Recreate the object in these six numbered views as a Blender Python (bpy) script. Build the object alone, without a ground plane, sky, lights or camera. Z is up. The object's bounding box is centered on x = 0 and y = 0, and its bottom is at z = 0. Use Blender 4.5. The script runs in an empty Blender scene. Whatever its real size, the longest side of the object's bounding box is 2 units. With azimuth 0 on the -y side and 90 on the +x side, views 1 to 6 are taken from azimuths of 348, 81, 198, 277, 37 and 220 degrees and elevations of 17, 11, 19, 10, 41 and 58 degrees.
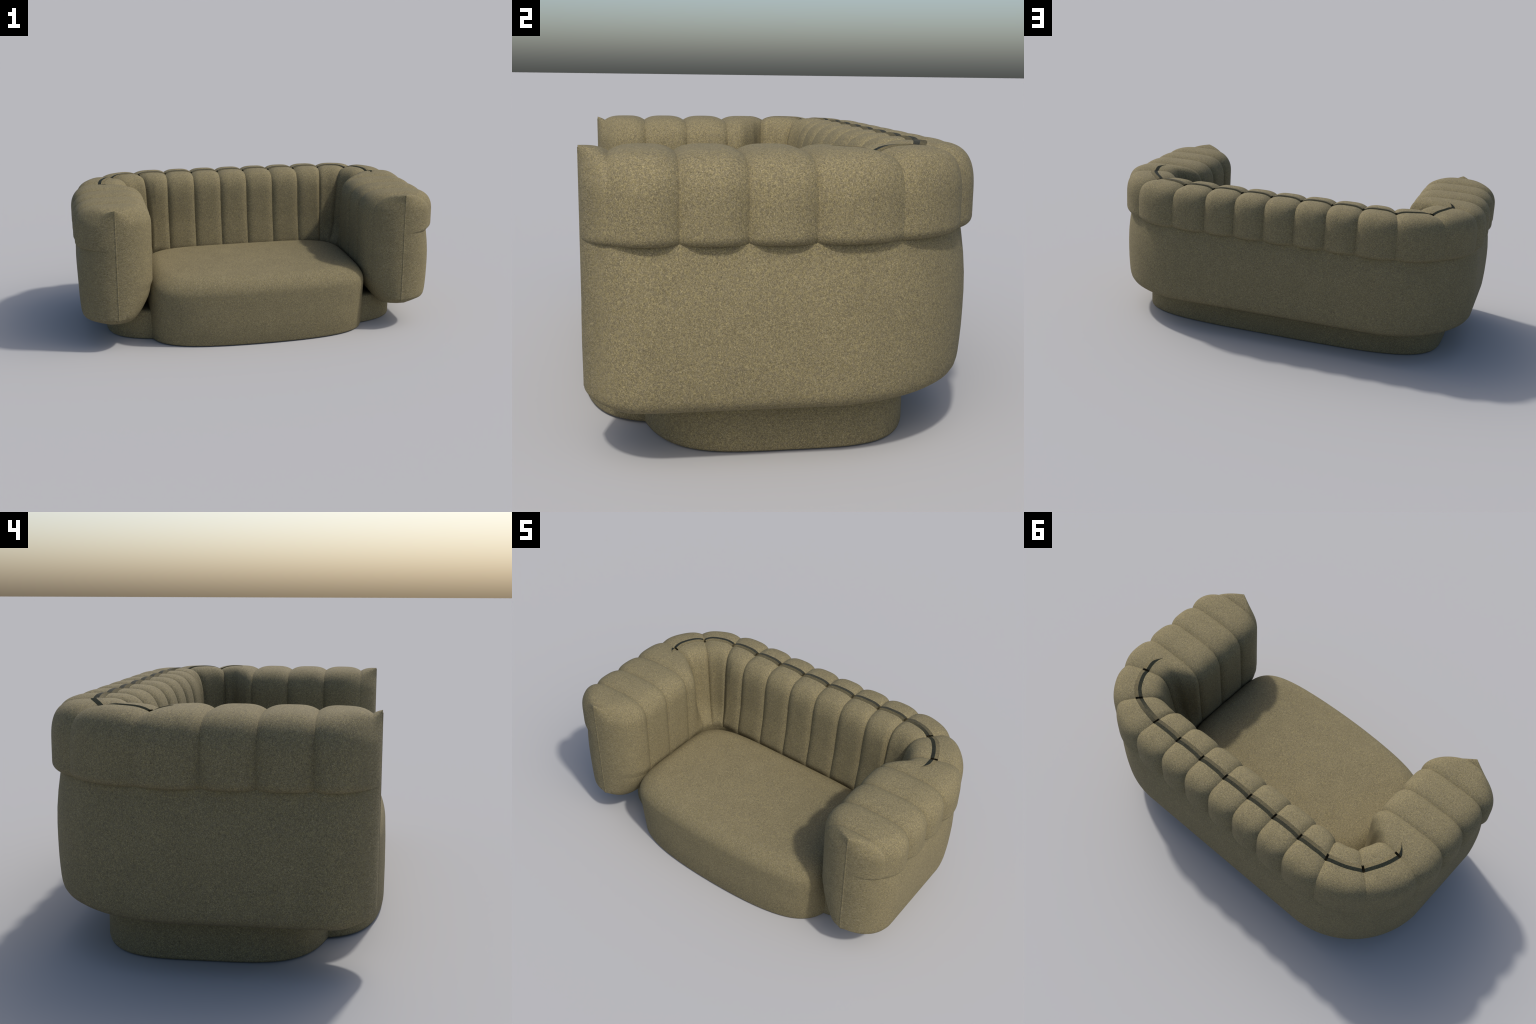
"""Channel-tufted two-seat tub sofa: plinth, domed seat, wrap-around shell whose
padded channels run up the inside, over the top and down to an overhanging lip."""
import bpy, math
import numpy as np
from mathutils import Vector

# ------------------------------------------------------------------ materials
def node(nt, kind, **kw):
    n = nt.nodes.new(kind)
    for k, v in kw.items():
        if k in n.inputs:
            n.inputs[k].default_value = v
        else:
            setattr(n, k, v)
    return n

def fabric(name, tint=1.0, grain=1.0):
    """Heathered wool: yarn lightness from fine noise, warm/cool flecks, bump.
    The weave is pulled sideways over the arm fronts and over the seat edge."""
    m = bpy.data.materials.new(name)
    m.use_nodes = True
    nt = m.node_tree
    L = nt.links.new
    b = nt.nodes["Principled BSDF"]
    b.inputs["Roughness"].default_value = 0.9
    b.inputs["Specular IOR Level"].default_value = 0.22
    tc = node(nt, "ShaderNodeTexCoord")
    sep = node(nt, "ShaderNodeSeparateXYZ")
    L(tc.outputs["Object"], sep.inputs[0])

    def ramp01(sock, lo, hi):
        r = node(nt, "ShaderNodeMapRange", interpolation_type='SMOOTHSTEP')
        r.inputs["From Min"].default_value = lo
        r.inputs["From Max"].default_value = hi
        L(sock, r.inputs["Value"])
        return r.outputs["Result"]

    def mul(a, c):
        n = node(nt, "ShaderNodeMath", operation='MULTIPLY')
        L(a, n.inputs[0])
        if isinstance(c, float): n.inputs[1].default_value = c
        else: L(c, n.inputs[1])
        return n.outputs[0]

    ab = node(nt, "ShaderNodeMath", operation='ABSOLUTE')
    L(sep.outputs["X"], ab.inputs[0])
    on_arm = mul(mul(ramp01(ab.outputs[0], .615, .64), ramp01(sep.outputs["Y"], -.44, -.495)), ramp01(sep.outputs["Z"], .765, .735))
    on_edge = mul(mul(ramp01(ab.outputs[0], .60, .56), ramp01(sep.outputs["Y"], -.40, -.47)), ramp01(sep.outputs["Z"], .25, .31))

    def yarn(scale):
        mp = node(nt, "ShaderNodeMapping")
        mp.inputs["Scale"].default_value = scale
        L(tc.outputs["Object"], mp.inputs["Vector"])
        n1 = node(nt, "ShaderNodeTexNoise", Scale=400.0, Detail=2.0, Roughness=0.6, Distortion=0.5)
        n2 = node(nt, "ShaderNodeTexNoise", Scale=170.0, Detail=3.0, Roughness=0.65, Distortion=1.0)
        L(mp.outputs["Vector"], n1.inputs["Vector"]); L(mp.outputs["Vector"], n2.inputs["Vector"])
        a = node(nt, "ShaderNodeMath", operation='MULTIPLY_ADD')
        L(n1.outputs["Fac"], a.inputs[0]); a.inputs[1].default_value = .62
        L(mul(n2.outputs["Fac"], .38), a.inputs[2])
        return a.outputs[0]

    def mix(f, a, c):
        n = node(nt, "ShaderNodeMix", data_type='FLOAT')
        L(f, n.inputs[0]); L(a, n.inputs[2]); L(c, n.inputs[3])
        return n.outputs[0]

    base = yarn((1, 1, 1))
    h = mix(on_arm, base, yarn((.4, .6, 1.5)))
    h = mix(mul(on_edge, .6), h, yarn((.95, .45, .45)))
    ramp = node(nt, "ShaderNodeValToRGB")
    cr = ramp.color_ramp
    def c(col): return (col[0] * tint, col[1] * tint, col[2] * tint, 1)
    cr.elements[0].position = 0.30; cr.elements[0].color = c(DARK)
    cr.elements[1].position = 0.72; cr.elements[1].color = c(LIGHT)
    e = cr.elements.new(0.5); e.color = c(MID)
    L(h, ramp.inputs["Fac"])
    n3 = node(nt, "ShaderNodeTexNoise", Scale=170.0, Detail=1.0, Roughness=0.5)
    n4 = node(nt, "ShaderNodeTexNoise", Scale=11.0, Detail=3.0, Roughness=0.6)
    col = ramp.outputs["Color"]
    for n, lo, hi in ((n3, (0.985, 0.985, 1.05, 1), (1.02, 1.0, 0.90, 1)), (n4, (0.97, 0.97, 0.97, 1), (1.03, 1.03, 1.03, 1))):
        L(tc.outputs["Object"], n.inputs["Vector"])
        r = node(nt, "ShaderNodeValToRGB")
        r.color_ramp.elements[0].position = 0.35; r.color_ramp.elements[0].color = lo
        r.color_ramp.elements[1].position = 0.65; r.color_ramp.elements[1].color = hi
        L(n.outputs["Fac"], r.inputs["Fac"])
        mm = node(nt, "ShaderNodeMixRGB", blend_type='MULTIPLY')
        mm.inputs["Fac"].default_value = 1.0
        L(col, mm.inputs["Color1"]); L(r.outputs["Color"], mm.inputs["Color2"])
        col = mm.outputs["Color"]
    L(col, b.inputs["Base Color"])
    bump = node(nt, "ShaderNodeBump")
    bump.inputs["Distance"].default_value = 0.003
    st = node(nt, "ShaderNodeMath", operation='MULTIPLY_ADD')
    L(on_arm, st.inputs[0]); st.inputs[1].default_value = .22 * grain; st.inputs[2].default_value = .28 * grain
    L(st.outputs[0], bump.inputs["Strength"])
    L(h, bump.inputs["Height"])
    L(bump.outputs["Normal"], b.inputs["Normal"])
    return m

DARK = (0.068, 0.0575, 0.029)
MID = (0.165, 0.141, 0.078)
LIGHT = (0.350, 0.301, 0.173)
FABRIC = fabric("khaki_wool")
PIPING = fabric("piping_tape", tint=0.9, grain=0.2)

# ------------------------------------------------------------------ helpers
root = bpy.data.objects.new("sofa", None)
bpy.context.scene.collection.objects.link(root)
root["label"] = "khaki wool tub sofa with vertical padded channels"
root["category"] = "sofa"

def add_mesh(name, verts, faces, mat=FABRIC, parent=root, angle=40):
    me = bpy.data.meshes.new(name)
    me.from_pydata([tuple(map(float, v)) for v in verts], [], faces)
    me.validate()
    me.update()
    me.materials.append(mat)
    for p in me.polygons:
        p.use_smooth = True
    if angle:
        me.set_sharp_from_angle(angle=math.radians(angle))
    ob = bpy.data.objects.new(name, me)
    bpy.context.scene.collection.objects.link(ob)
    ob.parent = parent
    return ob

def grid_faces(nu, nv, close_v=False):
    f = []
    for i in range(nu - 1):
        for j in range(nv if close_v else nv - 1):
            k = (j + 1) % nv
            f.append((i * nv + j, (i + 1) * nv + j, (i + 1) * nv + k, i * nv + k))
    return f

def smooth01(x):
    x = np.clip(x, 0, 1)
    return x * x * (3 - 2 * x)

# ------------------------------------------------------------------ sofa path
AX, RY, YF = 0.79, 0.398, -0.514       # arm centre x, back centre y, front y
CR = 0.289                             # corner radius of the path
YC, XC = RY - CR, AX - CR
LA = YC - YF                           # straight arm length
LC = CR * math.pi / 2
LR = 2 * XC
LTOT = 2 * LA + 2 * LC + LR
PITCH, FIRST, NV = 0.1609, 0.028, 20   # valleys between the channels
VALLEYS = [FIRST + PITCH * k for k in range(NV)]

def path(s):
    """plan position and outward normal for arc length s (-x arm first)."""
    s = np.asarray(s, float)
    x = np.empty_like(s); y = np.empty_like(s); nx = np.empty_like(s); ny = np.empty_like(s)
    for i, v in np.ndenumerate(s):
        m = v > LTOT / 2
        t = LTOT - v if m else v
        if t < LA:
            p = (-AX, YF + t, -1.0, 0.0)
        elif t < LA + LC:
            a = (t - LA) / CR
            p = (-XC - CR * math.cos(a), YC + CR * math.sin(a), -math.cos(a), math.sin(a))
        else:
            p = (-XC + (t - LA - LC), RY, 0.0, 1.0)
        sg = -1 if m else 1
        x[i], y[i], nx[i], ny[i] = sg * p[0], p[1], sg * p[2], p[3]
    return x, y, nx, ny

def mirror_s(s):
    s = np.asarray(s, float)
    return np.minimum(s, LTOT - s)

def interp(t, pts):
    return np.interp(t, [p[0] for p in pts], [p[1] for p in pts])

A0 = LA                                # start of the corner arc
def at(angle): return A0 + CR * angle

def d_out(t):      # crest of the outer padding
    a = np.clip((t - A0) / LC, 0, 1)
    return 0.1565 + 0.054 * (1 - a) ** 1.25

def d_in_top(t):   # inner wall just under the rounded top
    return interp(t, [(0, -.187), (A0 - .062, -.187), (A0 - .045, -.178), (A0 + .030, -.098), (at(.18), -.086),
                      (at(.85), -.088), (at(1.45), -.125), (at(1.57), -.131), (9, -.133)])

def d_in_mid(t):   # inner wall halfway down
    return interp(t, [(0, -.187), (A0 - .060, -.187), (A0 - .040, -.180), (A0 + .032, -.115), (at(.2), -.105),
                      (at(.85), -.110), (at(1.45), -.147), (9, -.153)])

def d_in_low(t):   # inner wall at the seat
    return interp(t, [(0, -.187), (A0, -.187), (at(.5), -.182), (at(1.1), -.179), (9, -.174)])

def d_seam(t):
    return interp(t, [(0, .004), (A0 - .02, .004), (A0 - .004, .006), (A0 + .018, .024), (A0 + .04, .036), (at(.3), .040),
                      (at(.72), .042), (at(.87), .036), (at(1.2), .014), (at(1.44), .003), (9, 0)])

def taper(t, z):   # rounded plan of the arm fronts, pinched to a point along the top
    u = np.clip(t / 0.17, 0, 1)
    e = .50 + .25 * smooth01((z - .69) / .085)
    return (1 - (1 - u) ** 2) ** e

def bottom_lift(t, z):
    u = np.clip(1 - t / 0.125, 0, 1)
    return 0.049 * u ** 2 * (1 - smooth01((z - .13) / .06))

def place(s, d, z):
    """stations s (n,), section offsets d,z (n,m) -> points (n,m,3)"""
    t = mirror_s(s)
    x, y, nx, ny = path(s)
    d = d * taper(t[:, None], z)
    z = z + bottom_lift(t[:, None], z)
    return np.stack([x[:, None] + nx[:, None] * d, y[:, None] + ny[:, None] * d, z], axis=-1)

# ------------------------------------------------------------------ section
ZV, ZSH = 0.767, 0.66                  # valley top, shoulder where wall is vertical
VAL, VOUT = 0.017, 0.0240              # channel depth on top / on the outer face

def slot_width(t):
    """half width of the zipper slot along the top; none on the arms"""
    return 0.0185 * smooth01((t - (A0 - .008)) / .055)

def section(s):
    """open section of the padding from the seat side over the top to the lip,
    at the valleys; returns d, z (n,m), section normals and padding depth"""
    s = np.asarray(s, float)
    t = mirror_s(s)
    it, im, il = d_in_top(t), d_in_mid(t), d_in_low(t)
    dv = d_out(t) - VOUT
    ds = d_seam(t)
    cols_d, cols_z = [], []
    bend = np.exp(-((t - at(.75)) / .16) ** 2)    # corner walls run straight, then foot out
    pw = 1 + 1.2 * bend
    def col(d, z):
        cols_d.append(np.broadcast_to(d, s.shape).astype(float)); cols_z.append(np.broadcast_to(z, s.shape).astype(float))
    # inner wall, bottom to shoulder
    for z in (.315, .335, .35, .365, .38, .395, .415, .44, .47, .50, .54, .58, .62, .645):
        u = (z - .335) / (ZSH - .335)
        low = np.clip((.5 - z) / .165, 0, 1)
        wall = np.where(z > .5, im + (it - im) * (z - .5) / (ZSH - .5), im + (il - im) * low ** pw)
        d = wall
        col(d, z)
    # rounded top: superellipse in (w, z)
    phis = np.concatenate([np.linspace(math.pi / 2, .55, 16), np.linspace(.5, 0.0, 12) ** 1.6 / .5 ** .6])
    ph_w = np.sin(phis) ** (2 / 4.6); ph_z = np.cos(phis) ** .75
    ho = dv - ds
    sw = slot_width(t)
    for w, c in zip(ph_w, ph_z):
        if w <= .1: continue
        z = ZSH + (ZV - ZSH) * c - .005 * w * w
        hi = ds - it - (it - im) / (ZSH - .5) * (z - ZSH)     # wall slope carries on into the shoulder
        col(ds - sw - (hi - sw) * w, z)
    n_in = len(cols_d)
    # slot walls and floor
    zt = ZSH + (ZV - ZSH)
    dep = sw / .0185
    col(ds - sw, zt); col(ds - sw * .98, zt - .036 * dep); col(ds + sw * .98, zt - .036 * dep); col(ds + sw, zt)
    n_slot = len(cols_d)
    for w, c in zip(ph_w[::-1], ph_z[::-1]):
        if w <= .1: continue
        col(ds + sw + (ho - sw) * w, ZSH + (ZV - ZSH) * c - .005 * w * w)
    for z in (.645, .63, .615, .60, .59):
        col(dv, z)
    for a in np.linspace(.2, 1.57, 8):           # lip
        col(dv - .022 * (1 - math.cos(a)), .59 - .025 * math.sin(a))
    col(dv - .045, .566)
    d = np.stack(cols_d, 1); z = np.stack(cols_z, 1)
    # section normals by finite differences, slot columns forced upward
    gd = np.gradient(d, axis=1); gz = np.gradient(z, axis=1)
    ln = np.hypot(gd, gz) + 1e-9
    nd, nz = -gz / ln, gd / ln
    nd[:, n_in:n_slot] = 0; nz[:, n_in:n_slot] = 1
    nd[:, n_in - 1] *= .3; nd[:, n_slot] *= .3
    # padding depth per column
    rear = smooth01((t - A0) / LC)
    a_in = (.0155 - .001 * rear)[:, None] * (.80 + .20 * np.clip((z - .34) / .32, 0, 1))
    inner = (d < ds[:, None])
    side = np.where(inner, a_in, VOUT)
    amp = nz ** 2 * VAL + (1 - nz ** 2) * side
    amp = amp * np.where(inner, smooth01((z - .315) / .04), 1.0)
    low = (~inner) & (z < .605)                  # lip: push out only
    nz = np.where(low, 0, nz); nd = np.where(low, 1, nd)
    amp = np.where(low, VOUT, amp)
    flat = 1 - np.abs(nz)                        # walls are flatter across than the top
        # channels die out on the walls of the arm fronts and soften round the outer corners
    soft = smooth01((t - .02) / .13) * (1 - .50 * np.exp(-((t - at(.6)) / .16) ** 2))
    soft = np.where(inner, smooth01((t - .02) / .13)[:, None], soft[:, None])
    keep = 1 - flat * (1 - soft)
    return d, z, nd, nz, amp, 3.4 + flat * np.where(inner, 1.8, -.9), keep, n_in, n_slot

def lobe(u, p=3.4):
    """padding swell across one channel, u 0..1 between the valleys"""
    return np.clip(1 - np.abs(2 * u - 1) ** p, 0, 1)

def channel_surface(s, s0):
    d, z, nd, nz, amp, p, keep, n_in, n_slot = section(s)
    h = 1 - keep * (1 - lobe(((np.asarray(s) - s0) / PITCH)[:, None], p))
    return place(s, d + amp * h * nd, z + amp * h * nz), n_in, n_slot

padding = bpy.data.objects.new("padding", None)
bpy.context.scene.collection.objects.link(padding)
padding.parent = root
edges = [0.0] + VALLEYS + [LTOT]
for k in range(len(edges) - 1):
    a, b = edges[k], edges[k + 1]
    s0 = VALLEYS[k - 1] if k > 0 else VALLEYS[0] - PITCH
    front = k < 2 or k > len(edges) - 4
    n = 45 if front else 33
    u = (1 - np.cos(np.linspace(0, math.pi, n))) / 2
    u = .75 * u + .25 * (np.where(u < .5, 2 * u * u, 1 - 2 * (1 - u) ** 2))
    s = a + (b - a) * u
    P, n_in, n_slot = channel_surface(s, s0)
    m = P.shape[1]
    t = mirror_s(s)
    keep = list(range(m))
    if slot_width(t).max() < 1e-5:
        keep = [j for j in keep if not (n_in < j < n_slot)]
    P = P[:, keep]
    add_mesh("channel", P.reshape(-1, 3), grid_faces(len(s), len(keep)), parent=padding)

# ------------------------------------------------------------------ zip tape in the slot
def tape():
    hw = .0180
    for k in range(len(edges) - 1):
        a, b = edges[k], edges[k + 1]
        s0 = VALLEYS[k - 1] if k > 0 else VALLEYS[0] - PITCH
        g = .0055
        lo, hi = max(a + g, A0 - .004), min(b - g, LTOT - A0 + .004)
        if hi - lo < .01:
            continue
        s = np.linspace(lo, hi, 29)
        t = mirror_s(s)
        h = lobe((s - s0) / PITCH)
        ds = d_seam(t)
        w = hw / .0185 * slot_width(t)
        z0 = ZV + VAL * h + .0012
        x, y, nx, ny = path(s)
        verts, nrm, faces = [], [], []
        n = len(s)
        cols = [(-w, -.0008, -1), (0 * w, .0006, -1), (0 * w, .0006, 1), (w, -.0008, 1)]
        for c, dz, sg in cols:
            for i in range(n):
                verts.append((x[i] + nx[i] * (ds[i] + c[i]), y[i] + ny[i] * (ds[i] + c[i]), z0[i] + dz))
                nrm.append(Vector((nx[i] * sg, ny[i] * sg, .25)).normalized())  # normals bent sideways on a near-flat strip: half away from sun shades dark
        for q in (0, 2):
            for i in range(n - 1):
                faces.append((q * n + i, q * n + i + 1, (q + 1) * n + i + 1, (q + 1) * n + i))
        ob = add_mesh("zip_tape", verts, faces, mat=PIPING, parent=padding, angle=None)
        ob.data.normals_split_custom_set_from_vertices(nrm)
tape()

# ------------------------------------------------------------------ outer shell below the lip
def shell():
    s_front = .17 * np.linspace(0, 1, 28) ** 1.6
    s = np.concatenate([s_front, np.linspace(.18, LTOT - .18, 160), (LTOT - s_front)[::-1]])
    t = mirror_s(s)
    D, il = d_out(t), d_in_low(t)
    rails = []
    for off, z in ((.046, .60), (.036, .582), (.0285, .566), (.0285, .552), (.0250, .530), (.0185, .485), (.0135, .43), (.0120, .38), (.0125, .33),
                   (.0140, .28), (.0165, .24), (.0190, .21), (.0215, .194), (.0255, .180), (.0325, .169), (.045, .160), (.069, .150), (.105, .138)):
        rails.append((D - off, z))
    rails += [(D * .25, .126), (0 * D, .126), (il * .25, .130), (il + .105, .137), (il + .085, .152), (il + .062, .178), (il + .042, .207),
              (il + .025, .238), (il + .012, .264), (il + .004, .290), (il, .315), (il + .001, .34)]
    d = np.stack([np.broadcast_to(r[0], s.shape) for r in rails], 1)
    z = np.stack([np.full(s.shape, r[1]) for r in rails], 1)
    P = place(s, d, z)
    return add_mesh("shell", P.reshape(-1, 3), grid_faces(len(s), len(rails)), angle=60)
shell()

# welt down the pointed front of each arm
for sx in (-1, 1):
    zs = np.concatenate([[.180], np.linspace(.185, .76, 20), [.772 if sx < 0 else .779]])
    pts = []
    for zz in zs:
        for a in np.linspace(0, 2 * math.pi, 8, endpoint=False):
            pts.append((sx * AX + .0045 * math.cos(a), YF + .0002 + .0016 * math.sin(a), zz))
    f = grid_faces(len(zs), 8, close_v=True)
    f.append(tuple(range(8))); f.append(tuple(range(len(pts) - 8, len(pts)))[::-1])
    add_mesh("welt", pts, f)

# ------------------------------------------------------------------ seat and plinth
def lofted(name, y0, rings, bow=0.0, dome=0.0, half=28):
    """stack of superellipse rings (a, b, n, z), closed by a domed grid cap;
    bow swells the front edge"""
    k = np.linspace(-1, 1, 2 * half + 1)
    edge = [(u, -1) for u in k[:-1]] + [(1, v) for v in k[:-1]] + [(-u, 1) for u in k[:-1]] + [(-1, -v) for v in k[:-1]]
    cnt = len(edge)
    a0, b0 = max(r[0] for r in rings), max(r[1] for r in rings)

    def shape(u, v, a, b, n):
        q = np.maximum(np.abs(u), np.abs(v))
        r = (np.abs(u) ** n + np.abs(v) ** n + 1e-12) ** (-1 / n) * q
        x, y = u * r * a, v * r * b
        return x, y - bow * np.clip(1 - (x / a0) ** 2, 0, 1) ** 2 * smooth01(-y / b0), q
    eu, ev = np.array(edge, float).T
    verts = []
    for a, b, n, z in rings:
        x, y, _ = shape(eu, ev, a, b, n)
        verts += [(x[i], y0 + y[i], z) for i in range(cnt)]
    f = grid_faces(len(rings), cnt, close_v=True)
    f = [tuple(reversed(q)) for q in f]
    f.append(tuple(range(cnt))[::-1])
    a, b, n, z = rings[-1]
    index = {}
    for i in range(cnt):
        index[(round(eu[i] * half), round(ev[i] * half))] = len(verts) - cnt + i
    for gi in range(-half + 1, half):
        for gj in range(-half + 1, half):
            x, y, q = shape(np.array(gi / half), np.array(gj / half), a, b, n)
            index[(gi, gj)] = len(verts)
            verts.append((x, y0 + y, z + dome * (1 - q ** 2)))
    for gi in range(-half, half):
        for gj in range(-half, half):
            f.append((index[gi, gj], index[gi + 1, gj], index[gi + 1, gj + 1], index[gi, gj + 1]))
    ob = add_mesh(name, verts, f, angle=50)
    import bmesh
    bm = bmesh.new(); bm.from_mesh(ob.data)
    bmesh.ops.recalc_face_normals(bm, faces=bm.faces)
    bm.to_mesh(ob.data); bm.free()
    return ob

SA, SB, SZ = 0.617, 0.385, 0.385
rings = [(SA - .012, SB - .020, 4.2, 0.0), (SA - .004, SB - .012, 4.2, .004), (SA - .001, SB - .009, 4.2, .012), (SA - .002, SB - .008, 4.6, .12),
         (SA - .003, SB - .009, 5.1, .22), (SA - .004, SB - .011, 5.5, .272)]
for a in np.linspace(.06, 1.0, 22) * math.pi / 2:
    ins = .004 + .100 * (1 - math.cos(a))
    rings.append((SA - ins, SB - .007 - ins, 5.5 - .9 * math.sin(a) ** 2, .276 + (SZ - .010 - .276) * math.sin(a) ** .95))
lofted("seat", -0.150, rings, bow=.027, dome=.010)

PA, PB, PN = 0.842, 0.395, 4.0
lofted("plinth", 0.005, [(PA - .008, PB - .008, PN, 0.0), (PA - .002, PB - .002, PN, .003), (PA, PB, PN, .010), (PA, PB, PN, .150),
                         (PA - .003, PB - .003, PN, .160), (PA - .010, PB - .010, PN, .166), (PA - .022, PB - .022, PN, .168)])
